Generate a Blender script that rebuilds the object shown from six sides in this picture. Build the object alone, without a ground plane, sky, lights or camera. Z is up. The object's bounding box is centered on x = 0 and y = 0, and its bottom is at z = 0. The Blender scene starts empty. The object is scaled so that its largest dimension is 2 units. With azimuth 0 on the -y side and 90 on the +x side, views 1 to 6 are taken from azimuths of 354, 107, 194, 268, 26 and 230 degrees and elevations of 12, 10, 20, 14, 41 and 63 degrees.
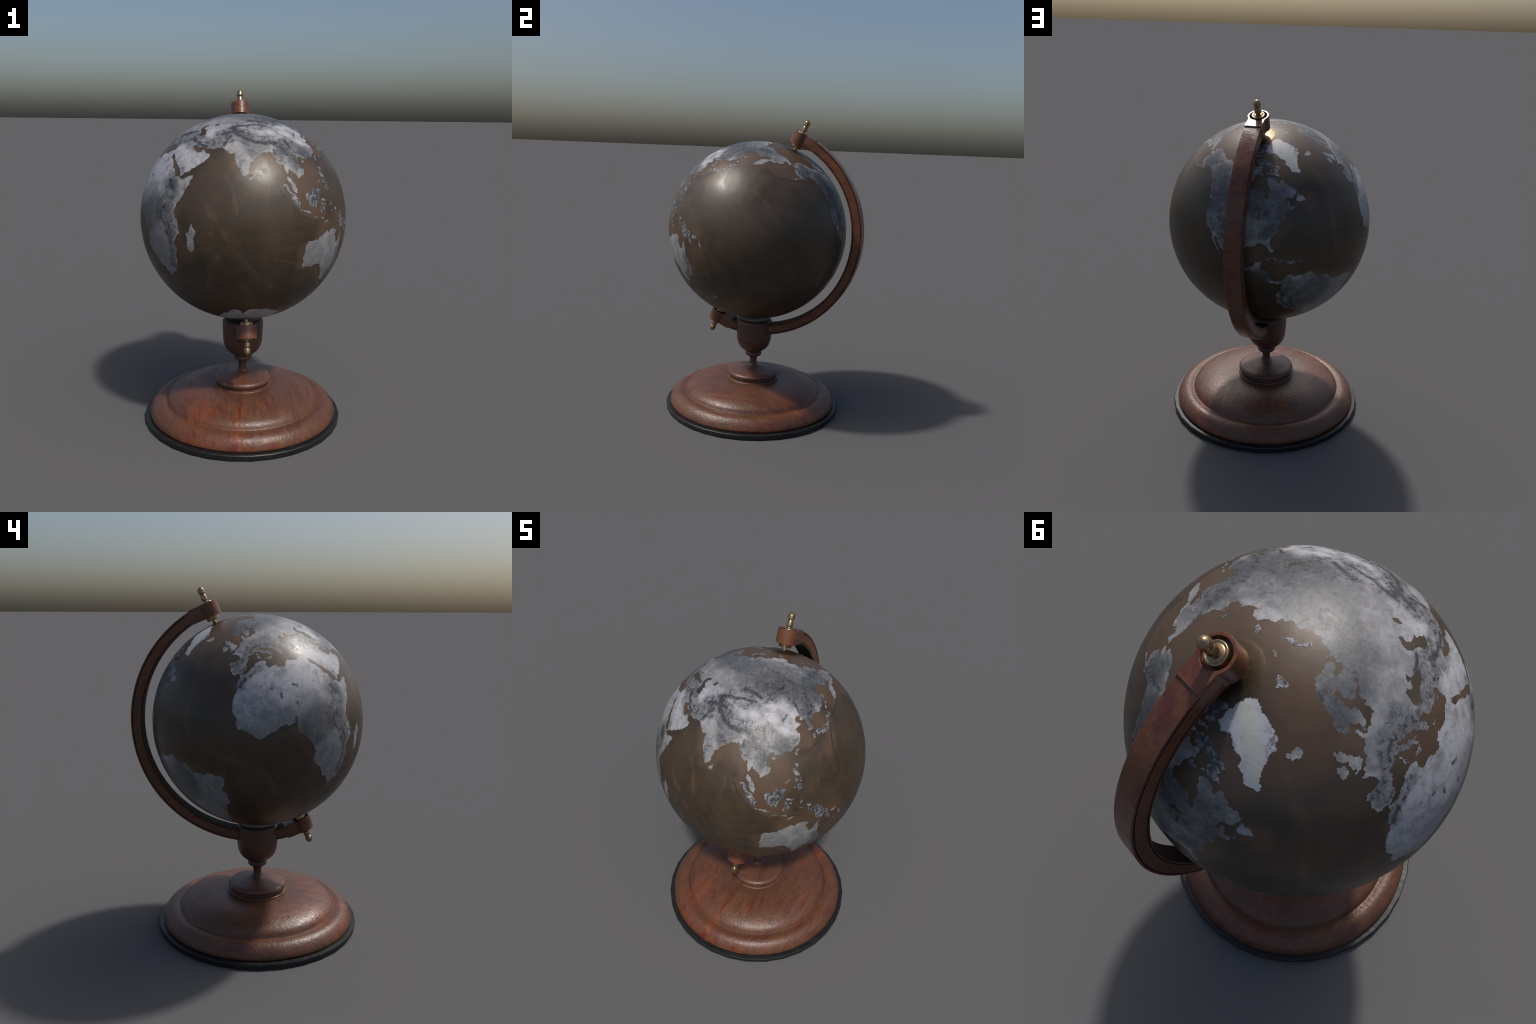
# Antique desk globe: turned wooden stand, tilted wooden arm with brass pivots, painted ball.
import bpy, bmesh, math, random
from mathutils import Vector, Matrix
from mathutils.geometry import delaunay_2d_cdt

# ------------------------------------------------------------------ dimensions (metres)
AXIS_Y = -0.0589            # stand axis (x = 0)
BALL_Z = 1.2504             # centre of the ball
BALL_R = 0.6039             # sea surface
LAND_R = 0.6042             # land surface
TILT = math.radians(23.4)   # axis leans towards +y
LON_SHIFT = 171.3           # longitude turned towards +x
ARM_OUT, ARM_IN, ARM_HALF = 0.7255, 0.6570, 0.0455
random.seed(7)

def link(obj, parent=None):
    bpy.context.scene.collection.objects.link(obj)
    if parent:
        obj.parent = parent
    return obj

def mesh_object(name, verts, faces, mat, parent, smooth=True, angle=None):
    me = bpy.data.meshes.new(name)
    me.from_pydata([tuple(v) for v in verts], [], faces)
    me.update()
    bm = bmesh.new(); bm.from_mesh(me)
    bmesh.ops.recalc_face_normals(bm, faces=bm.faces)
    if angle is not None:
        for e in bm.edges:
            if len(e.link_faces) == 2 and e.calc_face_angle(0) > math.radians(angle):
                e.smooth = False
    bm.to_mesh(me); bm.free()
    for p in me.polygons:
        p.use_smooth = smooth
    me.materials.append(mat)
    return link(bpy.data.objects.new(name, me), parent)

def lathe(name, profile, segs, mat, parent, angle=40, close=False, phase=0.0):
    """profile: list of (radius, height) turned about local z."""
    verts, faces, rows = [], [], []
    for r, z in profile:
        if r < 1e-6:
            verts.append((0, 0, z)); rows.append([len(verts) - 1])
        else:
            row = []
            for i in range(segs):
                a = phase + 2 * math.pi * i / segs
                verts.append((r * math.sin(a), -r * math.cos(a), z)); row.append(len(verts) - 1)
            rows.append(row)
    pairs = list(zip(rows, rows[1:]))
    if close:
        pairs.append((rows[-1], rows[0]))
    for a, b in pairs:
        for i in range(segs):
            j = (i + 1) % segs
            if len(a) == 1 and len(b) == 1:
                continue
            if len(a) == 1:
                faces.append((a[0], b[i], b[j]))
            elif len(b) == 1:
                faces.append((a[i], a[j], b[0]))
            else:
                faces.append((a[i], a[j], b[j], b[i]))
    return mesh_object(name, verts, faces, mat, parent, angle=angle)

def smooth_profile(points, steps=5):
    """Catmull-Rom through (r, z) control points."""
    out = []
    n = len(points)
    for i in range(n - 1):
        p0, p1, p2, p3 = points[max(i - 1, 0)], points[i], points[i + 1], points[min(i + 2, n - 1)]
        for s in range(steps):
            t = s / steps
            out.append(tuple(0.5 * (2 * p1[k] + (p2[k] - p0[k]) * t + (2 * p0[k] - 5 * p1[k] + 4 * p2[k] - p3[k]) * t * t
                                    + (3 * p1[k] - p0[k] - 3 * p2[k] + p3[k]) * t ** 3) for k in (0, 1)))
    out.append(points[-1])
    return out

# ------------------------------------------------------------------ node helpers
class Nodes:
    def __init__(self, name):
        self.mat = bpy.data.materials.new(name)
        self.mat.use_nodes = True
        self.t = self.mat.node_tree
        self.t.nodes.clear()
        self.out = self.t.nodes.new('ShaderNodeOutputMaterial')
        self.bsdf = self.t.nodes.new('ShaderNodeBsdfPrincipled')
        self.t.links.new(self.bsdf.outputs[0], self.out.inputs[0])
        self.coord = self.t.nodes.new('ShaderNodeTexCoord').outputs['Object']

    def put(self, socket, v):
        if isinstance(v, bpy.types.NodeSocket):
            self.t.links.new(v, socket)
        elif v is not None:
            socket.default_value = v

    def set(self, **kw):
        for k, v in kw.items():
            self.put(self.bsdf.inputs[k.replace('_', ' ')], v)

    def math(self, op, a, b=0.5, clamp=False):
        n = self.t.nodes.new('ShaderNodeMath'); n.operation = op; n.use_clamp = clamp
        self.put(n.inputs[0], a); self.put(n.inputs[1], b)
        return n.outputs[0]

    def vmath(self, op, a, b=None, scale=None):
        n = self.t.nodes.new('ShaderNodeVectorMath'); n.operation = op
        self.put(n.inputs[0], a)
        if b is not None:
            self.put(n.inputs[1], b)
        if scale is not None:
            self.put(n.inputs['Scale'], scale)
        return n.outputs['Value'] if op in ('DOT_PRODUCT', 'LENGTH', 'DISTANCE') else n.outputs[0]

    def ramp_value(self, v, a, b, lo=0.0, hi=1.0, smooth=True):
        n = self.t.nodes.new('ShaderNodeMapRange')
        n.interpolation_type = 'SMOOTHSTEP' if smooth else 'LINEAR'
        n.clamp = True
        self.put(n.inputs['Value'], v)
        n.inputs['From Min'].default_value = a; n.inputs['From Max'].default_value = b
        n.inputs['To Min'].default_value = lo; n.inputs['To Max'].default_value = hi
        return n.outputs[0]

    def noise(self, vec, scale, detail=4, rough=0.55, distort=0.0, color=False, ridged=False):
        n = self.t.nodes.new('ShaderNodeTexNoise')
        self.put(n.inputs['Vector'], vec)
        n.inputs['Scale'].default_value = scale; n.inputs['Detail'].default_value = detail
        n.inputs['Roughness'].default_value = rough; n.inputs['Distortion'].default_value = distort
        if ridged:
            n.noise_type = 'RIDGED_MULTIFRACTAL'; n.normalize = False
            n.inputs['Offset'].default_value = 1.0; n.inputs['Gain'].default_value = 2.0
        return n.outputs['Color' if color else 'Fac']

    def mix(self, fac, a, b, mode='MIX'):
        n = self.t.nodes.new('ShaderNodeMix'); n.data_type = 'RGBA'; n.blend_type = mode
        self.put(n.inputs[0], fac); self.put(n.inputs[6], a); self.put(n.inputs[7], b)
        return n.outputs[2]

    def mapping(self, vec, scale=(1, 1, 1), rot=(0, 0, 0), loc=(0, 0, 0)):
        n = self.t.nodes.new('ShaderNodeMapping')
        self.put(n.inputs['Vector'], vec)
        n.inputs['Scale'].default_value = scale; n.inputs['Rotation'].default_value = rot
        n.inputs['Location'].default_value = loc
        return n.outputs[0]

    def bump(self, height, strength, distance=0.01, normal=None):
        n = self.t.nodes.new('ShaderNodeBump')
        n.inputs['Strength'].default_value = strength; n.inputs['Distance'].default_value = distance
        self.put(n.inputs['Height'], height)
        if normal is not None:
            self.put(n.inputs['Normal'], normal)
        return n.outputs[0]

    # masks on the ball, in degrees of longitude and latitude
    def spot(self, p, lon, lat, r, soft=0.5):
        d = self.vmath('DISTANCE', p, direction(lon, lat))
        c = math.radians(r)
        return self.ramp_value(d, c * (1 - soft), c * (1 + soft), 1.0, 0.0)

    def after(self, p, value):
        """the same position, evaluated once value is known (keeps long mask chains in order)"""
        n = self.t.nodes.new('ShaderNodeVectorMath'); n.operation = 'MULTIPLY_ADD'
        self.put(n.inputs[0], value)
        n.inputs[1].default_value = (1e-8, 1e-8, 1e-8)
        self.put(n.inputs[2], p)
        return n.outputs[0]

    def any(self, p, spots=(), lines=(), soft=0.8):
        """union of round spots and of soft lines through chains of (lon, lat) points"""
        m = None
        for s in spots:
            k = self.spot(p, *s)
            m = k if m is None else self.math('MAXIMUM', m, k)
            p = self.after(p, m)
        for chain, width in lines:
            c = math.radians(width)
            best = None
            for (a, b) in zip(chain, chain[1:]):
                A, B = Vector(direction(*a)), Vector(direction(*b))
                ba = B - A
                pa = self.vmath('SUBTRACT', p, tuple(A))
                h = self.math('MULTIPLY', self.vmath('DOT_PRODUCT', pa, tuple(ba / ba.length_squared)), 1.0, clamp=True)
                d = self.vmath('DISTANCE', pa, self.vmath('SCALE', tuple(ba), scale=h))
                best = d if best is None else self.math('MINIMUM', best, d)
                p = self.after(p, best)
            k = self.ramp_value(best, c * (1 - soft), c * (1 + soft), 1.0, 0.0)
            m = k if m is None else self.math('MAXIMUM', m, k)
            p = self.after(p, m)
        self.last = p
        return m

def map_lat(lat):
    """the printed map is set a little low on the ball"""
    return 1.0168 * lat - 3.2

def direction(lon, lat):
    la, lo = math.radians(max(map_lat(lat), -90)), math.radians(lon)
    return (math.cos(la) * math.cos(lo), math.cos(la) * math.sin(lo), math.sin(la))

# ------------------------------------------------------------------ materials
def wood_material(name, grain, hue=(0.188, 0.051, 0.0195), dust=0.5, dust_ring=0.0, gloss=0.30, pits=0.24):
    n = Nodes(name)
    g = n.mapping(n.coord, scale=grain)
    big = n.noise(n.mapping(n.coord, scale=tuple(0.35 + 0.02 * k for k in grain)), 4.5, 4, 0.6, 0.4)
    streak = n.noise(g, 1.0, 6, 0.65, 0.3)
    fine = n.noise(g, 4.2, 4, 0.6)
    blotch = n.noise(n.mapping(g, loc=(3.1, 1.7, 5.2)), 0.62, 4, 0.6, 0.3)
    orange = (hue[0] * 1.20, hue[1] * 1.27, hue[2] * 1.12, 1)
    red = (hue[0] * 0.66, hue[1] * 0.42, hue[2] * 0.62, 1)
    brown = (hue[0] * 0.72, hue[1] * 0.86, hue[2] * 1.10, 1)
    col = n.mix(n.ramp_value(streak, 0.36, 0.66), brown, orange)
    col = n.mix(n.math('MULTIPLY', n.ramp_value(blotch, 0.53, 0.64), 0.85), col, red)
    grime = n.ramp_value(n.math('ADD', big, n.math('MULTIPLY', streak, 0.50)), 0.60, 0.82)
    grime = n.math('MULTIPLY', grime, dust)
    if dust_ring:      # grey dust that gathers round the foot of the pedestal
        flat = n.vmath('LENGTH', n.mapping(n.coord, scale=(1, 1, 0)))
        flat = n.math('ADD', flat, n.math('MULTIPLY', n.math('SUBTRACT', big, 0.5), 0.22))
        near = n.ramp_value(flat, 0.19, 0.40, dust_ring, 0.0)
        grime = n.math('MAXIMUM', grime, near)
    col = n.mix(grime, col, (0.064, 0.042, 0.028, 1))
    col = n.mix(n.ramp_value(fine, 0.30, 0.72, 0.30, 0.0), col, (0.035, 0.011, 0.007, 1))
    lump = n.noise(n.coord, 55, 4, 0.6, 0.3)
    b = n.bump(lump, pits, 0.010)
    b = n.bump(fine, 0.24, 0.004, b)
    rough = n.math('ADD', n.ramp_value(streak, 0.3, 0.7, gloss - 0.05, gloss + 0.07), n.math('MULTIPLY', grime, 0.16))
    n.set(Base_Color=col, Roughness=rough, Normal=b)
    n.bsdf.inputs['Specular IOR Level'].default_value = 0.5
    return n.mat

def plain_dark_material(name, color, rough, specular=0.5):
    n = Nodes(name)
    k = n.noise(n.coord, 38, 5, 0.65)
    col = n.mix(n.ramp_value(k, 0.45, 0.75), color, tuple(min(1, c * 1.8) for c in color[:3]) + (1,))
    n.set(Base_Color=col, Roughness=n.ramp_value(k, 0.3, 0.7, rough - 0.06, rough + 0.08), Normal=n.bump(k, 0.25, 0.006))
    n.bsdf.inputs['Specular IOR Level'].default_value = specular
    return n.mat

def brass_material(name, tone=1.0, rough=0.28):
    n = Nodes(name)
    k = n.noise(n.coord, 60, 5, 0.65)
    broad = n.noise(n.coord, 18, 3, 0.5)
    col = n.mix(n.ramp_value(k, 0.42, 0.70), tuple(tone * c for c in (0.40, 0.290, 0.175)) + (1,), tuple(tone * c for c in (0.20, 0.135, 0.078)) + (1,))
    col = n.mix(n.ramp_value(broad, 0.58, 0.70, 0, 0.55), col, (0.11, 0.08, 0.05, 1))
    n.set(Base_Color=col, Roughness=n.ramp_value(k, 0.35, 0.7, rough - 0.05, rough + 0.14), Metallic=0.92,
          Normal=n.bump(k, 0.08, 0.002))
    return n.mat

def sea_material():
    n = Nodes('sea_paint')
    p = n.vmath('NORMALIZE', n.coord)
    wob = n.vmath('SCALE', n.vmath('SUBTRACT', n.noise(p, 5.0, 5, 0.6, color=True), (0.5, 0.5, 0.5)), scale=0.16)
    q = n.vmath('ADD', p, wob)
    fine = n.vmath('SCALE', n.vmath('SUBTRACT', n.noise(p, 8.0, 4, 0.6, color=True), (0.5, 0.5, 0.5)), scale=0.09)
    q2 = n.vmath('ADD', p, fine)
    broad = n.noise(p, 2.6, 5, 0.6, 0.3)
    mott = n.noise(p, 9.0, 5, 0.62, 0.4)
    deep = n.mix(n.ramp_value(broad, 0.36, 0.64), (0.034, 0.0245, 0.0158, 1), (0.055, 0.038, 0.0238, 1))
    deep = n.mix(n.ramp_value(mott, 0.35, 0.70, 0.0, 0.40), deep, (0.078, 0.048, 0.026, 1))
    # shallow seas over the continental shelves
    shelf = n.any(q, SHELVES, SHELF_LINES)
    shelf = n.math('MULTIPLY', shelf, n.ramp_value(mott, 0.3, 0.7, 0.62, 0.95))
    col = n.mix(shelf, deep, (0.087, 0.0525, 0.0315, 1))
    # submarine ridges, pale and faint
    rise = n.any(q2, lines=SEA_RIDGES)
    col = n.mix(n.math('MULTIPLY', rise, n.ramp_value(mott, 0.35, 0.65, 0.14, 0.46)), col, (0.120, 0.070, 0.040, 1))
    # trenches, thin and dark
    q4 = n.vmath('ADD', p, n.vmath('SCALE', fine, scale=0.45))
    trench = n.any(q4, lines=[(c, w * 1.2) for c, w in TRENCHES], soft=0.8)
    col = n.mix(n.math('MULTIPLY', trench, n.ramp_value(mott, 0.35, 0.65, 0.60, 0.90)), col, (0.024, 0.018, 0.014, 1))
    lum = n.noise(p, 30, 4, 0.6)
    b = n.bump(n.math('ADD', mott, n.math('MULTIPLY', lum, 0.4)), 0.06, 0.01)
    rough = n.ramp_value(n.noise(p, 7.0, 5, 0.6, 0.6), 0.35, 0.65, 0.35, 0.46)
    n.set(Base_Color=col, Roughness=rough, Normal=b)
    return n.mat

V1, V2, V3 = (1.56, 1.76), (1.55, 1.75), (1.74, 1.92)
def land_material():
    n = Nodes('land_paint')
    p = n.vmath('NORMALIZE', n.coord)
    wob = n.vmath('SCALE', n.vmath('SUBTRACT', n.noise(p, 7.0, 6, 0.65, color=True), (0.5, 0.5, 0.5)), scale=0.20)
    q = n.vmath('ADD', p, wob)
    fine = n.vmath('SCALE', n.vmath('SUBTRACT', n.noise(p, 22.0, 5, 0.65, color=True), (0.5, 0.5, 0.5)), scale=0.055)
    qf = n.vmath('ADD', p, fine)
    n1 = n.noise(p, 11, 6, 0.65, 0.5)
    n2 = n.noise(p, 42, 5, 0.7, 0.6)
    def veins(scale, lo, hi):                    # crisp branching ridge lines
        return n.ramp_value(n.noise(q3, scale, 5, 0.6, 0.15, ridged=True), lo, hi)
    q3 = n.mapping(p, scale=(1.0, 1.0, 1.35))
    col = n.mix(n.ramp_value(n1, 0.34, 0.68), (0.155, 0.156, 0.162, 1), (0.315, 0.315, 0.320, 1))
    # deserts, pale with a lavender tint
    sand = n.math('MULTIPLY', n.any(q, DESERTS), n.ramp_value(n1, 0.32, 0.62, 0.30, 0.92))
    col = n.mix(sand, col, (0.390, 0.391, 0.424, 1))
    # savanna and steppe, middle grey
    steppe = n.any(q, GRASSLANDS)
    col = n.mix(n.math('MULTIPLY', steppe, n.ramp_value(n1, 0.3, 0.7, 0.72, 0.40)), col, (0.165, 0.168, 0.178, 1))
    # forests, dark
    wood = n.any(q, FORESTS)
    wood = n.math('MULTIPLY', wood, n.ramp_value(n2, 0.25, 0.62, 0.97, 0.60))
    col = n.mix(wood, col, (0.045, 0.048, 0.054, 1))
    # mountain belts, broken dark veins
    belt = n.any(q, lines=RANGES)
    vein = n.math('MAXIMUM', veins(8, *V1), n.math('MULTIPLY', veins(19, *V2), 0.9))
    streak = n.ramp_value(n.math('ADD', n2, n.math('MULTIPLY', n1, 0.4)), 0.64, 0.76)
    vein = n.math('MAXIMUM', n.math('MULTIPLY', vein, n.ramp_value(n2, 0.38, 0.64, 1.0, 0.30)), n.math('MULTIPLY', streak, 0.50))
    belt = n.ramp_value(belt, 0.10, 0.80)
    col = n.mix(n.math('MULTIPLY', belt, n.math('MAXIMUM', vein, n.ramp_value(n2, 0.40, 0.58, 0.34, 0.0))), col, (0.024, 0.026, 0.032, 1))
    crest = n.any(qf, lines=[(c, w * 1.1) for c, w in CRESTS], soft=0.6)
    col = n.mix(n.math('MULTIPLY', crest, n.math('MAXIMUM', vein, n.ramp_value(n2, 0.45, 0.66, 0.98, 0.55))), col, (0.022, 0.024, 0.030, 1))
    speck = n.ramp_value(n.noise(p, 75, 4, 0.7), 0.54, 0.72, 0.0, 0.36)
    col = n.mix(speck, col, (0.09, 0.09, 0.10, 1))
    col = n.mix(n.math('MULTIPLY', veins(13, *V3), 0.30), col, (0.08, 0.08, 0.09, 1))
    b = n.bump(n2, 0.09, 0.010)
    n.set(Base_Color=col, Roughness=n.ramp_value(n1, 0.3, 0.7, 0.38, 0.52), Normal=b)
    return n.mat

def island_material():
    """rugged small islands: dark hills with pale shores"""
    n = Nodes('island_paint')
    p = n.vmath('NORMALIZE', n.coord)
    n2 = n.noise(p, 44, 5, 0.7, 0.4)
    hills = n.any(p, ISLAND_HILLS, ISLAND_RANGES)
    col = n.mix(n.ramp_value(n2, 0.42, 0.60), (0.048, 0.050, 0.058, 1), (0.265, 0.267, 0.277, 1))
    col = n.mix(n.math('MULTIPLY', hills, n.ramp_value(n2, 0.40, 0.66, 0.97, 0.35)), col, (0.030, 0.032, 0.040, 1))
    n.set(Base_Color=col, Roughness=0.45, Normal=n.bump(n2, 0.35, 0.010))
    return n.mat

def ice_material():
    n = Nodes('ice_paint')
    p = n.vmath('NORMALIZE', n.coord)
    n1 = n.noise(p, 14, 5, 0.6, 0.6)
    n2 = n.noise(p, 48, 5, 0.7, 0.5)
    col = n.mix(n.ramp_value(n1, 0.35, 0.65), (0.31, 0.325, 0.365, 1), (0.42, 0.43, 0.46, 1))
    dome = n.any(p, lines=[([(-37, 81.5), (-38, 76), (-42, 68), (-44, 64)], 2.4)])
    col = n.mix(n.math('MULTIPLY', dome, 0.6), col, (0.46, 0.455, 0.38, 1))
    inner = n.any(p, [(0, -88, 19, 0.1)], [([(-42, 80), (-41, 74), (-44, 68), (-46, 62.5)], 4.0), ([(-30, 80), (-34, 75)], 3.6), ([(-56, 79), (-48, 76)], 3.4)], 0.3)
    edge = n.math('MULTIPLY', n.math('SUBTRACT', 1.0, inner), n.ramp_value(n2, 0.42, 0.58))
    col = n.mix(n.math('MULTIPLY', edge, 0.8), col, (0.085, 0.088, 0.098, 1))
    n.set(Base_Color=col, Roughness=0.45, Normal=n.bump(n2, 0.15, 0.008))
    return n.mat

# ------------------------------------------------------------------ geography (lon, lat)
# spots: lon, lat, radius, softness
DESERTS = [(-5, 23, 13, .4), (12, 26, 13, .4), (27, 24, 11, .5), (46, 23, 10, .5), (52, 19, 6, .5), (40, 29, 6, .5), (59, 41, 7, .5),
           (83, 39, 6, .4), (103, 41, 8, .6), (117, 33, 5, .6), (92, 33, 8, .6), (72, 28, 4, .6), (51, 43.5, 3, .6), (118, 40, 5, .6)]
GRASSLANDS = [(0, 10, 9, .4), (-9, 8, 6, .4), (18, 9, 9, .5), (24, -20, 13, .4), (20, -29, 9, .4), (33, -8, 8, .5), (78, 20, 10, .5), (60, 54, 14, .5),
              (40, 54, 14, .5), (133, -25, 20, .3), (-50, -14, 13, .5), (-60, -28, 12, .5), (-68, -44, 10, .5), (25, 50, 12, .5)]
FORESTS = [(18, 0, 8, .4), (25, 0, 8, .4), (13, -3, 6, .5), (17, -7, 4, .7), (24, 65, 6, .5), (13, 60, 4, .6), (75, 62, 9, .5), (64, 62, 7, .5), (92, 60, 8, .5), (106, 60, 11, .5), (122, 58, 11, .5),
           (136, 56, 8, .5), (100, 52, 6, .5), (30, 63, 7, .5), (17, 63, 6, .5), (46, 61, 7, .5), (128, 46, 6, .6), (113, 25, 5, .7), (100, 24, 5, .7),
           (104, 18, 4, .6), (-63, -5, 11, .4), (-70, -6, 7, .4), (-56, -3, 7, .4), (-58, 2, 6, .5), (-74, 2, 4, .5), (-85, 50, 9, .5), (-95, 53, 8, .5),
           (-74, 51, 9, .5), (-115, 57, 8, .5), (-126, 61, 7, .6), (-82, 37, 5, .6), (-72, 45, 5, .6), (-122, 46, 5, .6), (-152, 64, 5, .7),
           (10, 5.5, 2, .7), (39, 9, 3, .7), (-86, 13, 4, .6), (127, 38, 3, .6), (146, 66, 6, .7)]
RANGES = [([(66, 35), (72, 38), (78, 42), (90, 43), (98, 48), (108, 51)], 5), ([(72, 36), (80, 32), (90, 30), (98, 29), (101, 25)], 5), ([(30, 38), (42, 39), (47, 35), (55, 29), (62, 28), (68, 31)], 4.5),
          ([(98, 27), (96, 20)], 3), ([(103, 30), (108, 26), (114, 26), (118, 27)], 4), ([(103, 22), (107, 16)], 3), ([(85, 50), (97, 49), (110, 55), (122, 53), (132, 56), (145, 63), (160, 66)], 6),
          ([(6, 45), (14, 47), (20, 43), (23, 40)], 3), ([(19, 49), (25, 47), (24, 45)], 2), ([(-7, 42), (0, 42.6)], 2), ([(-5, 39), (-2, 37.5)], 3), ([(12, 43), (16, 40)], 1.5), ([(7, 60), (15, 67)], 3),
          ([(37, 13), (39, 8), (37, 4)], 4), ([(30, 2), (30, -5), (35, -9), (35, -15)], 3), ([(35, -3), (38, 2)], 3), ([(-9, 31), (-3, 34), (6, 35)], 2), ([(28, -31), (31, -24), (33, -19)], 2.5),
          ([(-152, 63), (-135, 61), (-122, 54), (-113, 47), (-107, 39), (-105, 32), (-103, 24), (-98, 18)], 6), ([(-123, 49), (-121, 42), (-119, 36)], 3), ([(-85, 34), (-78, 39), (-70, 45)], 3),
          ([(-76, 7), (-78, -3), (-74, -13), (-69, -18), (-69, -30), (-71, -40), (-73, -50)], 3), ([(126, 44), (130, 47)], 4), ([(122, 50), (128, 53)], 4), ([(42, 14), (44, 17)], 1.5), ([(75, 11), (76, 16)], 1.5),
          ([(148, -36), (150, -28), (146, -20)], 2.5), ([(-92, 15), (-85, 13)], 2), ([(127, 36), (128, 40)], 2), ([(82, 21), (86, 22)], 4)]
CRESTS = [([(72.5, 36), (75, 34), (79, 31), (84, 28.6), (89, 27.8), (95, 28.6)], 1.15), ([(69, 40), (74, 41.8), (80, 42.2), (87, 43.2), (93, 43.2)], .8), ([(66, 35.2), (71, 36.8), (73, 38.5), (71, 40)], 1.1), ([(67, 27), (69, 31), (70.5, 33.5)], .8),
          ([(73, 37), (77, 36)], 1.0), ([(83, 48.5), (89, 48), (95, 46)], .9), ([(45.5, 37), (49, 33), (53, 29.6), (57, 27.8)], .8), ([(49, 37.2), (54, 36.6)], .5), ([(40, 43.4), (47, 41.6)], .6),
          ([(6.3, 44.5), (8, 46), (13, 47)], .5), ([(98, 27), (99, 24), (101, 22)], .9), ([(94, 21), (93.5, 24)], .7), ([(102, 31), (103.5, 27)], .9), ([(6, 23.4), (6, 23.5)], .7), ([(17, 21), (18.4, 19.8)], .7), ([(8.5, 18), (8.8, 19)], .5), ([(14, 12.6), (14.3, 13)], .5),
          ([(-8.5, 30.8), (-4, 33)], .7), ([(9.5, 5), (11, 6.5)], .6), ([(36.8, 12), (38.5, 8)], .9), ([(30, -2), (29.3, -6)], .4), ([(34.3, -10), (34.8, -15)], .4), ([(-78, 1), (-78.6, -5), (-75.5, -11), (-71, -15)], .6), ([(-70, -28), (-70.3, -37), (-72.5, -48)], .5),
          ([(104, 22), (105.5, 19), (107.8, 15)], .5), ([(121, 43), (117, 47)], .6), ([(127, 42), (129, 43.5)], .7), ([(104, 51.5), (109, 55.5)], .5), ([(111, 37), (113, 40)], .5)]
ISLAND_HILLS = [(115, 1.5, 4, .5), (117, 4.5, 2.4, .5), (121, 17, 1.2, .6), (138, 36, 1.4, .6), (143, 43.3, 1.2, .6), (121, 23.7, .8, .6), (172, -43, 2, .6), (120.3, -2, 1.2, .6), (-65, 68, 3, .6), (-78, 72, 3, .6), (-80, 80, 4, .6)]
ISLAND_RANGES = [([(96, 4.6), (99, 1), (102, -3), (104.5, -5.3)], .8), ([(133, -3.3), (138, -4.2), (143, -5.6), (147.5, -8.6)], 1.1), ([(106, -7.2), (114, -8)], .4), ([(47.5, -15), (47.2, -22)], .9), ([(140.3, 40), (138, 36), (133, 34.8)], .6), ([(122.5, 7.8), (125.5, 7.5)], .8)]
SHELVES = [(108, 4, 9, .5), (112, -4, 7, .5), (119, -4, 5, .6), (123, 31, 6, .5), (121, 36, 5, .5), (134, 40, 5, .5), (149, 56, 8, .4), (-175, 60, 9, .4), (-165, 62, 8, .4), (135, -11, 9, .5), (124, -14, 6, .5), (115, 14, 6, .7),
           (90, 18, 7, .6), (4, 56, 6, .5), (18, 38, 10, .6), (34, 34, 6, .5), (30, 72, 12, .5), (60, 76, 14, .5), (100, 80, 12, .6), (150, 74, 12, .5), (-170, 71, 10, .5), (-140, 76, 9, .6), (-85, 60, 6, .5), (-90, 25, 6, .6), (-75, 17, 6, .7),
           (-52, 46, 5, .5), (-60, -45, 6, .5), (52, 27, 4, .5), (38, 21, 6, .5), (150, -4, 6, .7), (156, -12, 6, .7), (-5, 66, 10, .6), (-30, 63, 8, .6), (40, -25, 5, .6), (140, 27, 4, .8), (-60, 62, 8, .6), (-100, 72, 12, .5)]
SHELF_LINES = [([(70, 22), (73, 15), (76, 8)], 2.2), ([(80, 9), (84, 17), (90, 20)], 2), ([(95, 15), (97, 8), (96, 3)], 2.5), ([(112, -24), (115, -34), (128, -34), (138, -37), (150, -38)], 2.4), ([(40, -5), (40, -17), (36, -24), (30, -33), (19, -37)], 2.2), ([(14, -25), (9, 0), (0, 4)], 1.6),
               ([(-17, 20), (-10, 32)], 1.5), ([(-60, 9), (-48, 1), (-35, -6), (-39, -18), (-48, -28), (-57, -38)], 2.2), ([(-70, 42), (-76, 35), (-80, 30)], 2.2), ([(143, 40), (141, 33), (143, 27)], 2.5), ([(154, -20), (154, -30)], 2), ([(-165, 53), (178, 52.5), (166, 56)], 2)]
SEA_RIDGES = [([(68, 8), (72, 2), (73, -9)], .9), ([(89, 8), (89, -5), (88, -31)], .7), ([(58, -4), (61, -10), (59, -19)], .9), ([(60, -8), (68, -22), (80, -38), (98, -48)], 1.3), ([(45, -48), (55, -33), (67, -25)], 1.4), ([(-175, 32), (-170, 28), (-156, 20)], .6), ([(170, 46), (171, 36), (-175, 31)], .8),
              ([(165, 20), (175, 20), (-170, 17)], .7), ([(-30, 60), (-32, 45), (-42, 30), (-45, 15), (-25, 0), (-13, -15), (-14, -40)], 1.2), ([(136, 30), (134, 22), (134, 12)], .7), ([(167, -18), (168, -28), (173, -35)], .8), ([(95, -32), (110, -33)], .9), ([(75, -48), (80, -56)], 2), ([(-160, -10), (-145, -17)], .8), ([(45, -14), (48, -20)], .5)]
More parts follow.
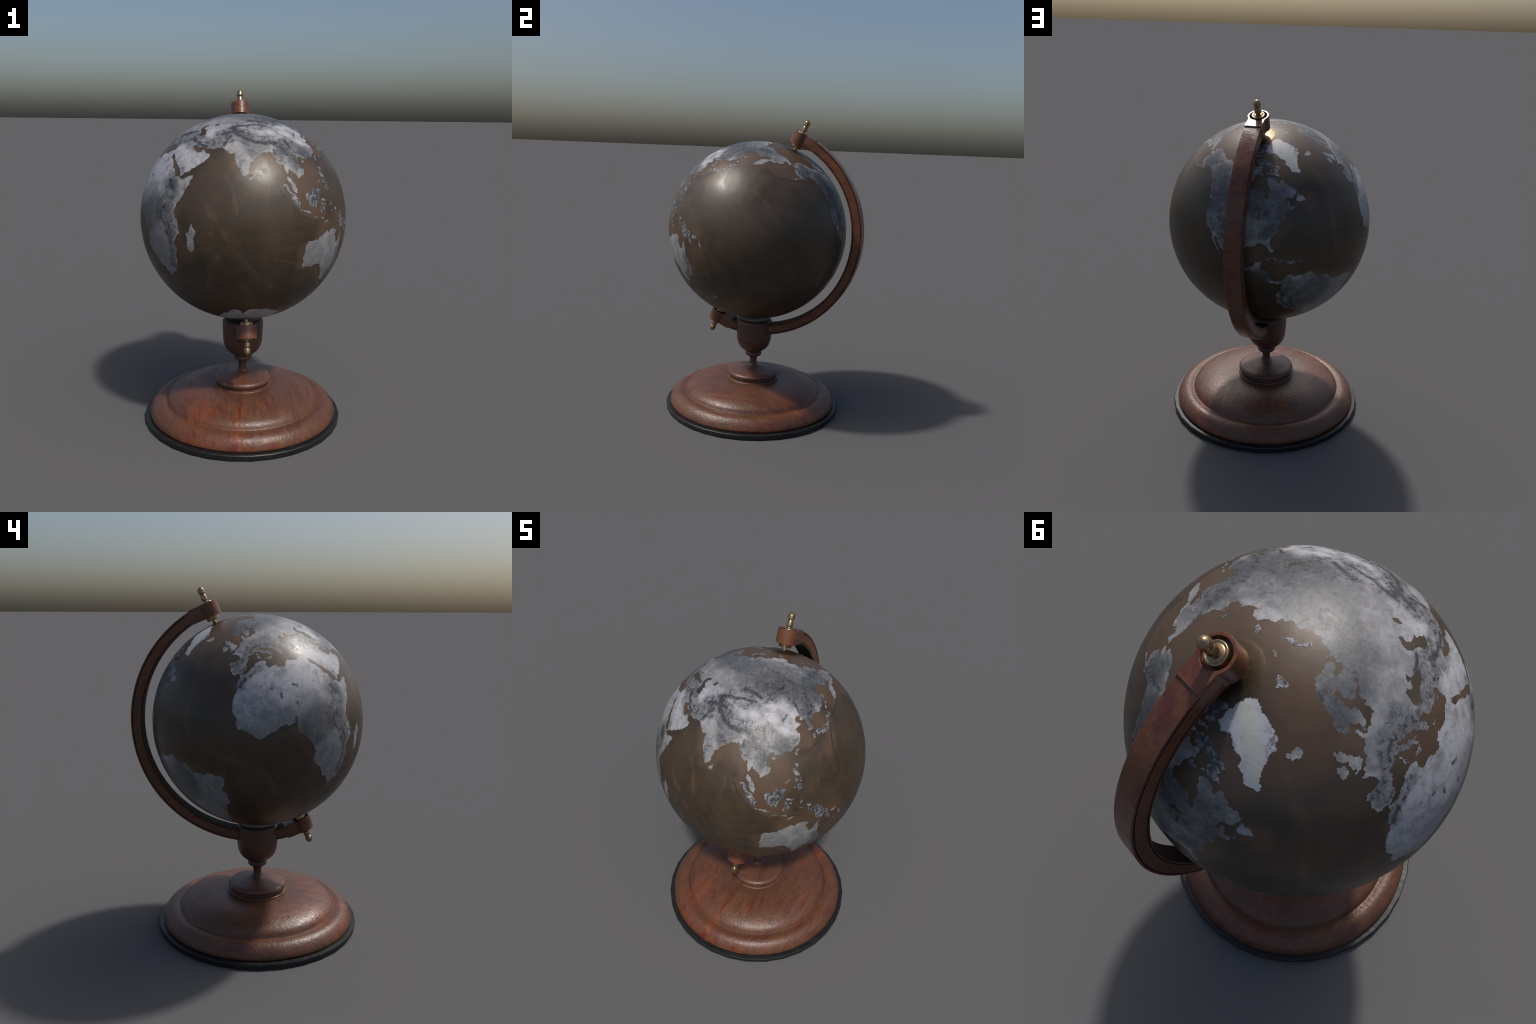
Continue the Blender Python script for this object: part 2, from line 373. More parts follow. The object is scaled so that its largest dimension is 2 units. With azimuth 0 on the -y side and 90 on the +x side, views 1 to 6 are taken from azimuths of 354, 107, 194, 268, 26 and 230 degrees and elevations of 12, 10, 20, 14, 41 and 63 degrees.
TRENCHES = [([(161, 54), (156, 49), (147, 43), (143.5, 38), (142, 33), (142.5, 27), (146.5, 20), (147, 15), (143.5, 11.3), (139, 11)], .42), ([(-152, 57), (-162, 53.5), (-175, 51), (175, 51), (166, 54.5)], .42), ([(94, 4), (97, -1), (103, -7), (108, -10), (118, -11)], .40),
            ([(127, 14), (127, 5)], .35), ([(132, 29), (127, 24.5), (123, 23.5)], .35), ([(148, -7), (154, -6), (161, -10), (165, -12), (167.5, -18), (171, -22)], .38), ([(-173, -16), (-176, -24), (178.5, -36)], .42), ([(125, -4), (130, -5), (131, -7), (124, -9)], .30), ([(-76, -14), (-72, -22), (-73, -35)], .4)]

CONTINENTS, LAKES, ISLANDS = {}, {}, {}
CONTINENTS['africa'] = [(-6, 35.8), (-2, 35.1), (3, 36.9), (10, 37.3), (11, 36.8), (10.2, 34.3), (11.2, 33.2), (15.2, 32.3), (15.6, 31.2), (18.5, 30.3), (20.1, 30.9),
    (20.1, 32.2), (22.5, 32.8), (25, 31.6), (29, 30.9), (32.3, 31.2), (32.5, 29.9), (33.6, 28), (35.5, 24), (37.2, 21), (37.4, 18.7), (39.5, 15.5),
    (43.2, 12.4), (43, 11.5), (44.5, 10.5), (48, 11.2), (51.2, 11.9), (51, 10.4), (49, 6.8), (46, 3), (42.5, -0.5), (40.5, -2.6), (39, -5), (39.5, -7.5),
    (40.5, -10.7), (40.6, -15), (37, -17.8), (34.8, -19.8), (35.5, -22.5), (35.3, -24), (32.8, -25.8), (32.4, -28.5), (30.5, -31), (27.8, -33),
    (25.6, -34), (22, -34.2), (20, -34.8), (18.4, -34.2), (18.2, -32), (16.5, -28.7), (14.9, -25.5), (14.3, -22.2), (11.8, -18), (12.3, -15),
    (13.7, -11), (12.8, -7), (12, -5), (9, -1), (9.5, 1), (9.7, 3.5), (8.5, 4.6), (6, 4.3), (4.3, 6.3), (1.2, 6), (-2, 4.8), (-4.5, 5.2), (-7.6, 4.4),
    (-11.5, 6.9), (-13.2, 8.8), (-15, 11), (-16.8, 12.5), (-17.5, 14.7), (-16.3, 17), (-16.3, 19.3), (-17, 21), (-15.8, 23.9), (-13.5, 27),
    (-11.3, 28.5), (-9.7, 30.2), (-9.3, 32.5), (-7, 33.9)]
CONTINENTS['eurasia'] = []
# atlantic and baltic shore
CONTINENTS['eurasia'] += [(-9, 37), (-9.4, 38.8), (-8.8, 41.5), (-9.2, 43), (-7.8, 43.7), (-4, 43.4), (-1.8, 43.4), (-1.2, 45), (-2, 47), (-4.6, 48), (-4.5, 48.6),
    (-1.6, 48.7), (-1.8, 49.7), (0.2, 49.6), (1.6, 50.7), (3.5, 51.5), (4.6, 52.8), (7, 53.4), (8.6, 53.9), (8.1, 55.5), (8.2, 57), (10.6, 57.7),
    (10.3, 56.3), (9.8, 55), (11, 54), (13, 54.4), (14.3, 53.9), (18.5, 54.8), (19.8, 54.4), (21.1, 55.5), (21.3, 57.3), (24, 57.1), (23.6, 58.8),
    (25, 59.5), (28, 59.5), (30, 59.9), (28, 60.5), (25, 60.2), (22.8, 59.9), (21.3, 60.9), (21.3, 63), (24.5, 64.9)]
# scandinavian and white sea shore
CONTINENTS['eurasia'] += [(25.3, 65.5), (22.2, 65.7), (21, 64.5), (17.5, 62), (17.2, 60.6), (18.8, 59.8), (16.5, 57), (15.9, 56.1), (14.2, 55.5), (12.9, 55.5), (11.2, 58.8),
    (10.5, 59.3), (8, 58.1), (5.6, 58.8), (5, 61), (7, 63), (10.5, 64.5), (13, 66.5), (15.5, 68.3), (19, 69.8), (23.5, 70.7), (28, 71.1), (31, 70.2),
    (33, 69.4), (37, 69), (41, 67.5), (40.5, 66.3), (36, 66.3), (33, 66.8), (34.8, 64.5), (38, 64), (40.5, 64.7), (40, 65.7), (43.5, 66.3)]
# arctic shore
CONTINENTS['eurasia'] += [(44, 68.4), (46, 66.9), (48, 67.6), (53, 68.6), (55, 68.4), (59, 68.8), (61, 69.7), (65, 69.2), (67, 68.9), (67, 70.5), (68.5, 72.3), (72.5, 72.8),
    (72.7, 70.5), (71.8, 67), (73.5, 68.2), (74, 71), (74.8, 72.6), (78, 72.3), (80.5, 73.5), (86, 73.9), (87, 75), (93, 76.1), (98, 76.3),
    (104.3, 77.6), (112, 76.5), (113, 75.5), (107, 73.4), (110, 74), (113.5, 73.5), (118.5, 73.1), (123.5, 73.1), (127, 73.5), (129.5, 71.2),
    (132, 71.5), (137, 71.4), (140, 72.5), (146, 72.4), (152, 70.9), (159, 70.9), (160.7, 69.6)]
# bering and okhotsk shore
CONTINENTS['eurasia'] += [(167, 69.6), (170.5, 69.9), (176, 69.7), (180, 69), (185, 67.2), (190, 66.1), (187.5, 64.4), (184.5, 64.8), (181.5, 66.1), (180, 65), (177.5, 64.7),
    (179.3, 62.7), (174, 61.8), (170.3, 60), (166, 59.9), (163.4, 59.7), (163.2, 57.9), (162, 56.2), (161.9, 55), (160, 53.2), (158.3, 52), (156.7, 51),
    (155.6, 54.5), (155.7, 57), (158, 58.2), (162, 60.4), (163.7, 62.5), (160, 61.8), (156.7, 61.5), (154.5, 59.6), (151, 59.1), (148.5, 59.4),
    (143, 59.3), (138, 57)]
# chinese and indochinese shore
CONTINENTS['eurasia'] += [(135.2, 54.8), (138.5, 53.8), (141.2, 53.2), (140.5, 50), (138.5, 46.8), (135.5, 44.2), (132, 43.2), (130.7, 42.3), (129.5, 40.8), (127.5, 39.5),
    (129.4, 37), (129.3, 35.3), (126.5, 34.4), (126.5, 37), (124.8, 39.6), (121.5, 38.9), (121.7, 40.8), (118, 39), (119, 37.3), (122.5, 37.3),
    (119.3, 35), (121, 32.5), (121.9, 30.9), (122, 29), (119.7, 25.6), (116.7, 23.3), (113.5, 22.2), (110.5, 21.2), (110, 20.3), (109.7, 21.5),
    (108, 21.6), (106, 19.5), (107.5, 16.8), (109.2, 13.5), (109.1, 11.6), (106.8, 10.4), (105.2, 8.7), (104.8, 10.2), (102.5, 12), (100.9, 13.4),
    (100, 12.8), (99.2, 10.5)]
# indian shore
CONTINENTS['eurasia'] += [(100.3, 8.5), (102, 6.5), (103.4, 4), (104.2, 1.4), (103.3, 1.4), (101.3, 3), (100.3, 6), (98.4, 8), (98.7, 11.5), (97.7, 15.5), (95.5, 15.8),
    (94.3, 16.2), (94.4, 18.5), (92.3, 21), (91.5, 22.6), (89, 21.8), (87, 21.3), (85.2, 19.6), (82.3, 16.7), (80.2, 15.5), (80.2, 13), (79.8, 10.3),
    (78.2, 8.8), (77.5, 8.1), (76.3, 10), (74.8, 13), (73.4, 16.5), (72.8, 19.5), (72.6, 21.6), (72, 21.2)]
# arabian shore
CONTINENTS['eurasia'] += [(70.5, 20.8), (69, 22.2), (70, 22.9), (68, 23.7), (66.7, 25.2), (61.6, 25.1), (57.3, 25.7), (56.5, 27.1), (52.5, 27.5), (50.5, 29.8), (48.5, 30.2),
    (47.9, 29.4), (48.8, 27.7), (50.2, 26.5), (50.8, 24.8), (51.3, 26.1), (51.6, 24.6), (54, 24.1), (56.2, 26.3), (56.5, 24.4), (59.8, 22.5), (57.8, 19),
    (55.2, 17.5), (52, 15.6), (48.5, 14), (45, 12.8), (43.4, 12.7), (42.7, 15.7)]
# mediterranean shore
CONTINENTS['eurasia'] += [(40.8, 19.5), (39, 22), (37.2, 24.8), (35, 28), (34.8, 29.4), (34.3, 27.8), (32.6, 29.9), (32.4, 31.2), (34.3, 31.3), (35, 33), (35.9, 35.5),
    (36, 36.8), (34, 36.2), (32, 36.1), (30.5, 36.5), (28, 36.7), (26.5, 38.5), (26.3, 40), (24, 40.8), (22.8, 40.4), (24, 38), (22.8, 36.6), (21.5, 37),
    (21, 38.8), (19.4, 41), (19, 42.2), (15.5, 43.8), (13.6, 45), (13.5, 45.7), (12.3, 45.2), (12.4, 44.2), (13.7, 43.5), (15, 42), (16.1, 41.8),
    (18.5, 40.2), (17, 40.4), (16.6, 39.7), (17.1, 39), (16, 38), (15.7, 39.9), (14, 40.8), (12, 42), (10.4, 43.5), (8.8, 44.4), (7, 43.6), (4.7, 43.4),
    (3.1, 43), (3.2, 41.8), (0.5, 40.6), (-0.2, 39.2), (0.1, 38.7), (-0.8, 37.6), (-2.2, 36.8), (-5.4, 36.1), (-6.4, 36.8)]
CONTINENTS['north_america'] = [(-168, 65.6), (-164.5, 66.5), (-162, 66.2), (-166.5, 68.3), (-163, 69.6), (-156.6, 71.3), (-150, 70.5), (-141, 69.7), (-135, 69.3), (-128, 70.4),
    (-124, 69.5), (-116, 68.9), (-114, 67.8), (-108, 67.9), (-104, 68), (-98, 67.8), (-96, 68.2), (-95.5, 70), (-94.5, 71.9), (-92, 70.5), (-91.5, 69.5),
    (-88, 68.8), (-85.5, 69.8), (-82, 69.5), (-81.5, 68.5), (-82.5, 66.5), (-86, 66.3), (-87.5, 64.8), (-91, 63.5), (-94.3, 60.5), (-94.7, 58.8),
    (-92.5, 57), (-88, 56.5), (-82.3, 55.2), (-82.2, 53), (-79.8, 51.3), (-78.6, 52.5), (-79.5, 54.6), (-76.6, 57.2), (-78.4, 59), (-77.5, 62.4),
    (-73.8, 62.4), (-70, 61), (-69.5, 59), (-67.5, 58.3), (-64.8, 60.3), (-62, 57.5), (-57.5, 54.5), (-55.8, 52.3), (-59, 51), (-61, 50.1),
    (-66.5, 50.2), (-69.5, 48), (-65, 49.2), (-64.5, 47.8), (-65, 46.5), (-61.5, 45.7), (-60, 46.5), (-61, 45.2), (-63.5, 44.5), (-66, 43.6), (-66, 45),
    (-69, 44), (-70.7, 42.8), (-70, 41.7), (-73.8, 40.7), (-74.2, 39.5), (-75.5, 37.5), (-76, 36.8), (-75.6, 35.3), (-78, 33.9), (-81, 31.8),
    (-81.4, 30), (-80.1, 27), (-80.6, 25.2), (-81.8, 26.2), (-82.8, 28), (-84, 30), (-86, 30.3), (-89.3, 30.3), (-89.3, 29.1), (-91.5, 29.4),
    (-94.7, 29.4), (-97.2, 27.5), (-97.8, 24), (-97.5, 21.5), (-96, 19), (-94.5, 18.2), (-92, 18.6), (-90.6, 19.8), (-90.2, 21.1), (-87, 21.5),
    (-87.6, 19), (-88.4, 16.5), (-86, 15.9), (-83.3, 15), (-83.6, 12), (-83, 10), (-81, 8.8), (-79.5, 9.5), (-77.4, 8.6), (-78, 7.6), (-80.3, 7.4),
    (-82.8, 8.2), (-85.7, 10), (-87.5, 12.9), (-91.5, 14), (-94, 16.1), (-96.5, 15.7), (-101.5, 17.6), (-105.5, 20), (-105.5, 22.5), (-109.4, 25.7),
    (-112.2, 28.9), (-113.2, 31.2), (-114.7, 31.7), (-114.6, 30), (-112.8, 28), (-111, 25.5), (-109.5, 23.2), (-110.2, 23.2), (-112.2, 25.5), (-115, 28),
    (-115.9, 30.3), (-117.2, 32.8), (-120.5, 34.5), (-122.4, 37.3), (-123.8, 39.5), (-124.2, 42.5), (-124, 46), (-124.6, 48.3), (-122.6, 48.5),
    (-123.5, 49.5), (-127.5, 51), (-130, 54), (-133, 57), (-136.5, 58.5), (-140, 59.8), (-146, 60.8), (-151.5, 59.3), (-151, 61), (-154, 59),
    (-158, 56.6), (-163.5, 54.8), (-161, 56), (-157.7, 58), (-162, 58.7), (-164.5, 60.5), (-165.5, 62.5), (-161, 64), (-162, 64.6), (-166.2, 64.5)]
CONTINENTS['south_america'] = [(-77.4, 8.6), (-75.5, 10.6), (-74.8, 11.1), (-71.7, 12.3), (-71.4, 10.9), (-68.3, 10.8), (-64.5, 10.2), (-61.9, 10.7), (-60, 8.5), (-57, 6),
    (-52, 4.8), (-50, 1.5), (-49.8, -0.2), (-47, -0.8), (-44.3, -2.5), (-40, -2.9), (-37, -4.8), (-35.2, -6), (-34.9, -8.5), (-37, -11.5), (-39, -14),
    (-39.3, -18), (-41, -22), (-44.5, -23.1), (-48.3, -26), (-48.8, -28.5), (-52, -32.8), (-54.5, -34.8), (-57.8, -34.5), (-56.8, -36.5), (-59, -38.7),
    (-62.2, -39), (-62.5, -41), (-65, -41), (-64.2, -42.6), (-65.5, -45), (-67.5, -46.3), (-65.8, -47.5), (-68, -50), (-68.5, -52.3), (-65.3, -54.8),
    (-69, -55.3), (-73, -53), (-75.3, -50), (-75.5, -46.8), (-73, -43.5), (-73.8, -40), (-73.5, -37.3), (-71.5, -32.5), (-71.5, -29), (-70.3, -23),
    (-70.3, -18.5), (-73, -16.6), (-76.2, -13.8), (-78.5, -9), (-81.2, -6), (-80.2, -3.3), (-80.9, -1), (-79.8, 1), (-77.5, 3.5), (-77.5, 6.5),
    (-78, 7.6)]
CONTINENTS['australia'] = [(142.5, -10.8), (143.5, -14), (145.4, -15), (146.3, -18.8), (149, -20.8), (150.8, -23.3), (153.2, -26), (153.5, -28.7), (151.5, -32.8),
    (150, -36.5), (149.9, -37.5), (146.5, -38.8), (143.5, -38.8), (140.5, -38), (139.7, -36), (138.2, -35.6), (137.9, -33.2), (135.8, -34.8),
    (134, -32.8), (131, -31.5), (126, -32.3), (123.5, -33.9), (119.5, -34.2), (116.5, -35), (115, -34.3), (115.7, -31.8), (114, -27.5), (113.5, -25),
    (113.8, -22.2), (117, -20.7), (121, -19.6), (122.3, -17.5), (124.5, -16), (127, -14), (129.5, -14.9), (130.7, -12.5), (132.6, -11.5), (136.8, -12.2),
    (135.6, -14.8), (139, -17.5), (140.9, -17.5), (141.7, -14)]
CONTINENTS['antarctica'] = [(-180, -78), (-165, -78), (-158, -77), (-145, -75.5), (-130, -74), (-115, -74), (-100, -72.5), (-85, -73), (-75, -72), (-68, -68), (-62, -64.5),
    (-57, -63.3), (-61, -66), (-62, -72), (-62, -75), (-50, -78), (-36, -78), (-25, -75), (-15, -72.5), (0, -70.3), (15, -69.8), (30, -69.3),
    (38, -69.5), (45, -67.8), (55, -66), (65, -67.8), (69, -72.5), (75, -69.8), (82, -67), (95, -66.5), (110, -66.2), (125, -66.5), (135, -66),
    (145, -67.2), (155, -69), (165, -71), (170, -72.5), (164, -76), (165, -78)]
LAKES['eurasia'] = []
LAKES['eurasia'].append([(28, 43.5), (28.2, 41.6), (31.4, 41.3), (35, 42), (38, 41), (41.5, 41.6), (39, 43.8), (37.3, 45), (38.5, 46.8), (35, 46), (36.3, 45.2),
    (33.7, 44.4), (32.7, 45.4), (33, 46.2), (31, 46.6), (29.6, 45)])
LAKES['eurasia'].append([(47.6, 45), (47.5, 43), (49.5, 40.6), (49, 38.5), (51, 36.7), (54, 37), (53.8, 39.2), (53, 40.2), (54.7, 41), (52.5, 41.8), (51.2, 43.2),
    (51, 44.6), (53.1, 45.3), (53, 46.9), (50, 46.6)])
LAKES['eurasia'].append([(58.3, 45), (58.5, 43.7), (61, 44.2), (61.5, 46.4), (59.5, 46.3)])
LAKES['eurasia'].append([(103.9, 51.7), (106, 52.6), (108, 53.8), (109.4, 55.7), (110, 55.2), (108.8, 53.2), (106, 51.7)])
LAKES['eurasia'].append([(30.3, 60.2), (32.5, 60.2), (32.6, 61.2), (30.5, 61.5)])
LAKES['eurasia'].append([(34.5, 61), (36, 60.8), (35.5, 62.3)])
LAKES['africa'] = []
LAKES['africa'].append([(31.7, -0.6), (32.2, -2.4), (33.6, -2.4), (34.3, -0.6), (33.4, 0.4), (32.2, 0.3)])
LAKES['africa'].append([(29.2, -3.6), (29.9, -6), (30.8, -8.6), (30.2, -8.4), (29.2, -6)])
LAKES['africa'].append([(34.2, -10), (34.6, -10.2), (35.2, -14.2), (34.5, -13.6)])
LAKES['north_america'] = []
LAKES['north_america'].append([(-92, 46.7), (-88.5, 46.9), (-84.8, 46.5), (-85.2, 47.9), (-88.2, 48.8), (-90, 47.8)])
LAKES['north_america'].append([(-87.6, 41.8), (-86.4, 42.2), (-86.4, 44), (-85.1, 45.6), (-87, 45.4), (-87.8, 43.3)])
LAKES['north_america'].append([(-84.2, 45.8), (-83.3, 44.1), (-82.4, 43.2), (-81.6, 43.6), (-81.3, 45), (-80, 44.7), (-80.8, 45.9)])
LAKES['north_america'].append([(-83.2, 41.7), (-79, 42.7), (-80.5, 42.7)])
LAKES['north_america'].append([(-99, 53.5), (-97, 50.7), (-96.8, 52.2), (-98, 53.8)])
LAKES['north_america'].append([(-116, 61.2), (-110, 62.4), (-112, 61.3)])
LAKES['north_america'].append([(-124, 66), (-118.5, 65.8), (-122, 65)])
ISLANDS['greenland'] = [(-44, 59.9), (-48.5, 61.2), (-51.5, 64), (-53.7, 67.2), (-51, 69.5), (-54.5, 71), (-56, 73.5), (-59, 75.7), (-68, 76.1), (-71, 77.5), (-73, 78.3),
    (-66, 80), (-62, 81.3), (-50, 82.4), (-40, 83.1), (-30, 83.3), (-22, 82.3), (-14, 81.5), (-19, 79), (-19.5, 76.5), (-20, 74), (-22, 72), (-22, 70.4),
    (-26, 68.5), (-33, 67.5), (-38, 65.7), (-41, 63.5), (-42.5, 61)]
ISLANDS['madagascar'] = [(49.3, -12.1), (50.4, -15.6), (49, -18.5), (47.2, -24.7), (45.3, -25.5), (43.4, -22.5), (44.4, -19.8), (44.2, -16.3), (46.5, -15.6), (48.2, -13.5)]
ISLANDS['ceylon'] = [(80, 9.7), (81.7, 7.5), (81.3, 6.3), (80.2, 6), (79.8, 8)]
ISLANDS['sumatra'] = [(95.3, 5.6), (97.5, 5.2), (100.3, 2.5), (103.5, 0), (104.5, -2), (106, -3.1), (105.8, -5.8), (104.5, -5.8), (102.3, -4), (100.4, -1), (98.8, 1.6),
    (97, 3.2)]
ISLANDS['java'] = [(105.2, -6.8), (106.2, -6), (108.5, -6.6), (110.9, -6.4), (112.7, -7), (114.5, -7.8), (114.4, -8.7), (110.5, -8.1), (107, -7.4)]
ISLANDS['lesser_sunda'] = [(115, -8.2), (117, -8.3), (119, -8.3), (119, -8.8), (117, -9), (115.2, -8.8)]
ISLANDS['flores'] = [(119.9, -8.5), (122.8, -8.1), (122.6, -8.7), (120, -8.9)]
ISLANDS['timor'] = [(123.5, -10.4), (125, -8.9), (127.2, -8.4), (125.5, -9.6)]
ISLANDS['borneo'] = [(109, 1.5), (109.7, 2), (111.3, 2.6), (113.2, 3.5), (115.5, 5.5), (117, 7), (119, 5.2), (117.6, 3.5), (118.9, 1), (117.5, 0.5), (116.3, -2.5),
    (116, -4), (114.5, -4.1), (111.7, -3.2), (110, -1.5)]
ISLANDS['celebes'] = [(119.5, -5.5), (120.4, -5.6), (120.4, -3), (121.5, -4.8), (122.7, -4.5), (122.3, -3.3), (121.5, -1.9), (123.3, -0.9), (121, -1.3), (120.2, -0.9),
    (120.4, 0.4), (123, 0.3), (125.2, 1.4), (123, 1), (120.5, 1.2), (119.7, 0), (119.2, -2.8)]
ISLANDS['halmahera'] = [(127.5, 1.9), (128.6, 1), (128, -0.8), (127.6, 0.3)]
ISLANDS['ceram'] = [(128, -3), (130.8, -3.1), (129.5, -3.5), (128, -3.5)]
ISLANDS['new_guinea'] = [(131, -0.8), (134, -0.9), (135, -3.3), (137.8, -1.5), (141, -2.6), (144.5, -3.9), (147.8, -6), (147.3, -6.9), (150.8, -10.5), (147.5, -9.8),
    (144, -7.7), (142.8, -9.2), (139, -8), (138.3, -6), (137.8, -5.2), (133, -4), (132.8, -2.8), (131.5, -1.8)]
ISLANDS['new_britain'] = [(148.5, -5.6), (152.2, -4.2), (152, -5.5), (149.5, -6.3)]
ISLANDS['solomons'] = [(154.7, -5.5), (157.5, -7.3), (161, -9.6), (160, -9.8), (155.2, -6.7)]
ISLANDS['new_caledonia'] = [(164, -20.2), (167, -22.2), (165.8, -21.9)]
ISLANDS['luzon'] = [(120.8, 18.5), (122.2, 18.4), (121.6, 15.9), (124, 12.7), (121, 13.8), (120.2, 14.8), (120.3, 16.5)]
ISLANDS['mindanao'] = [(122, 7), (123.5, 8.5), (125.5, 9.8), (126.5, 7.5), (125.5, 6), (124, 7)]
ISLANDS['panay'] = [(122, 11.8), (123.3, 11.3), (123.3, 9.3), (122.4, 9.8), (122, 10.6)]
ISLANDS['samar'] = [(124.4, 12.5), (125.6, 12), (125.3, 10.3), (124.6, 10.6)]
ISLANDS['palawan'] = [(117.3, 8.5), (119.6, 11.3), (119, 10)]
ISLANDS['formosa'] = [(121, 25.1), (121.9, 25), (120.9, 22), (120.1, 23)]
ISLANDS['hainan'] = [(108.7, 19.3), (110.4, 20), (111, 19.5), (109.6, 18.3)]
ISLANDS['honshu'] = [(131, 34), (133, 35.5), (136, 35.8), (137, 37.3), (139.5, 38.3), (140, 40.5), (141.3, 41.4), (142, 39.6), (141, 38), (140.8, 35.8), (138.8, 34.7),
    (136, 33.6), (135, 34.5)]
ISLANDS['kyushu'] = [(130, 33.4), (131.8, 33.4), (131.2, 31.3), (130.2, 31.3)]
ISLANDS['shikoku'] = [(132.4, 33.6), (134.4, 34.2), (134, 33.4), (132.8, 32.9)]
ISLANDS['hokkaido'] = [(140.2, 42), (141.5, 43.3), (141.8, 45.4), (143.5, 44.2), (145.4, 43.3), (143.3, 42)]
ISLANDS['sakhalin'] = [(142, 46), (143.4, 46.5), (142.8, 49), (144.4, 49), (143.3, 51.5), (142.7, 54.3), (142, 52), (142.1, 48)]
ISLANDS['britain'] = [(-5.5, 50.1), (1.3, 51.2), (1.7, 52.7), (0, 53.5), (-1.6, 55.5), (-2, 57.6), (-4, 57.8), (-3.1, 58.6), (-5, 58.5), (-6, 56.5), (-4.8, 54.8),
    (-3, 53.9), (-4.6, 53.2), (-4.3, 52.2), (-5, 51.7), (-3, 51.3)]
ISLANDS['ireland'] = [(-6.3, 52.2), (-10.2, 51.7), (-9.5, 53.5), (-9.9, 54.2), (-8, 55.2), (-5.6, 54.5)]
ISLANDS['iceland'] = [(-22.5, 64), (-18.5, 63.4), (-14.7, 64.4), (-14.6, 66), (-18, 66.1), (-20.3, 65.7), (-22.5, 66.4), (-24.2, 65.5), (-22, 64.8)]
ISLANDS['svalbard'] = [(14, 77.5), (17, 76.7), (21, 78.3), (27, 80), (20, 80.3), (17, 79.2), (11, 79.7)]
ISLANDS['novaya_zemlya'] = [(52, 71.5), (57, 70.7), (55.8, 72.5), (58, 74.3), (68, 76.6), (67, 77), (58, 75.8), (54, 73.5)]
ISLANDS['severnaya_zemlya'] = [(96, 79), (101, 78.3), (104, 79.3), (97, 81)]
ISLANDS['franz_josef'] = [(48, 80.4), (55, 80.2), (62, 80.8), (54, 81.1)]
ISLANDS['kotelny'] = [(138, 75.4), (143, 74.9), (149, 75.2), (143, 76)]
ISLANDS['liakhov'] = [(140.3, 73.4), (143.4, 73.3), (142, 73.9)]
ISLANDS['wrangel'] = [(178.6, 71), (182, 71), (180, 71.6)]
ISLANDS['sicily'] = [(12.5, 37.9), (15.5, 38.2), (15.2, 36.8), (13, 37.4)]
ISLANDS['sardinia'] = [(8.4, 40.8), (9.7, 40.8), (9.5, 39.2), (8.5, 39)]
ISLANDS['corsica'] = [(8.7, 42.4), (9.5, 42.9), (9.3, 41.5)]
ISLANDS['crete'] = [(23.6, 35.5), (26.2, 35.2), (24.8, 34.9)]
ISLANDS['cyprus'] = [(32.4, 35), (34.4, 35.6), (33.6, 34.8)]
ISLANDS['zealand'] = [(11, 55.7), (12.6, 56), (12.2, 54.9), (11.2, 55)]
ISLANDS['cuba'] = [(-84.8, 22), (-82.5, 23), (-80, 23), (-76, 21), (-74.3, 20.2), (-77.5, 19.9), (-78.5, 21), (-82, 22.4)]
ISLANDS['hispaniola'] = [(-74.3, 18.4), (-73, 19.9), (-69.8, 19.7), (-68.4, 18.5), (-71.2, 18)]
ISLANDS['jamaica'] = [(-78.2, 18.4), (-76.4, 18.1), (-77.5, 17.8)]
ISLANDS['puerto_rico'] = [(-67.2, 18.4), (-65.7, 18.4), (-66, 18), (-67.1, 18)]
ISLANDS['newfoundland'] = [(-59, 47.7), (-55.5, 46.9), (-53, 46.7), (-53, 48.6), (-55.5, 50), (-55.7, 51.5), (-57.5, 50.3)]
ISLANDS['baffin'] = [(-80, 73.7), (-76, 72.8), (-71, 71.2), (-67.5, 69.3), (-61.8, 66.7), (-64, 65), (-67.5, 64.5), (-65, 61.9), (-71, 62.9), (-77.8, 64.5),
    (-73.5, 65.4), (-72.5, 67.2), (-77, 69.5), (-84.5, 70), (-89, 71), (-89.5, 73), (-85, 73.7)]
ISLANDS['victoria'] = [(-117, 70), (-114, 69.2), (-105, 69), (-101.5, 69.7), (-105, 72.5), (-109, 73), (-115, 73.3), (-119, 71.5)]
ISLANDS['banks'] = [(-125.5, 72), (-123, 71.2), (-118, 73.1), (-119, 74.2), (-124.5, 74.2)]
ISLANDS['ellesmere'] = [(-88, 77), (-80, 76.3), (-78, 77.5), (-75, 79), (-65, 81.3), (-62, 82.4), (-72, 83), (-85, 82.4), (-92, 81), (-86, 79)]
ISLANDS['axel_heiberg'] = [(-95, 79.5), (-88, 78.3), (-88, 80.3), (-92, 81)]
ISLANDS['devon'] = [(-80, 74.6), (-91, 74.8), (-95, 76.3), (-82, 75.9)]
ISLANDS['melville'] = [(-105, 75.1), (-117, 75.2), (-116, 76.4), (-106, 76)]
ISLANDS['bathurst'] = [(-98, 75), (-103, 75.5), (-101, 76.5), (-97, 76.3)]
ISLANDS['somerset'] = [(-91, 74), (-90.5, 72.8), (-95, 72), (-95.5, 73.8)]
ISLANDS['prince_of_wales'] = [(-97, 71.5), (-101.5, 72.2), (-101, 73.8), (-97, 73.8)]
ISLANDS['southampton'] = [(-87, 65.3), (-84, 66), (-80.5, 63.8), (-86.5, 63.6)]
ISLANDS['vancouver'] = [(-128, 50.7), (-123.6, 48.4), (-125.5, 49.9)]
ISLANDS['kodiak'] = [(-154.5, 57.3), (-152.3, 58.4), (-152.5, 57.3)]
ISLANDS['hawaii'] = [(-156, 20.2), (-154.8, 19.5), (-155.7, 19)]
ISLANDS['falkland'] = [(-61, -51.8), (-58, -51.5), (-59, -52.3)]
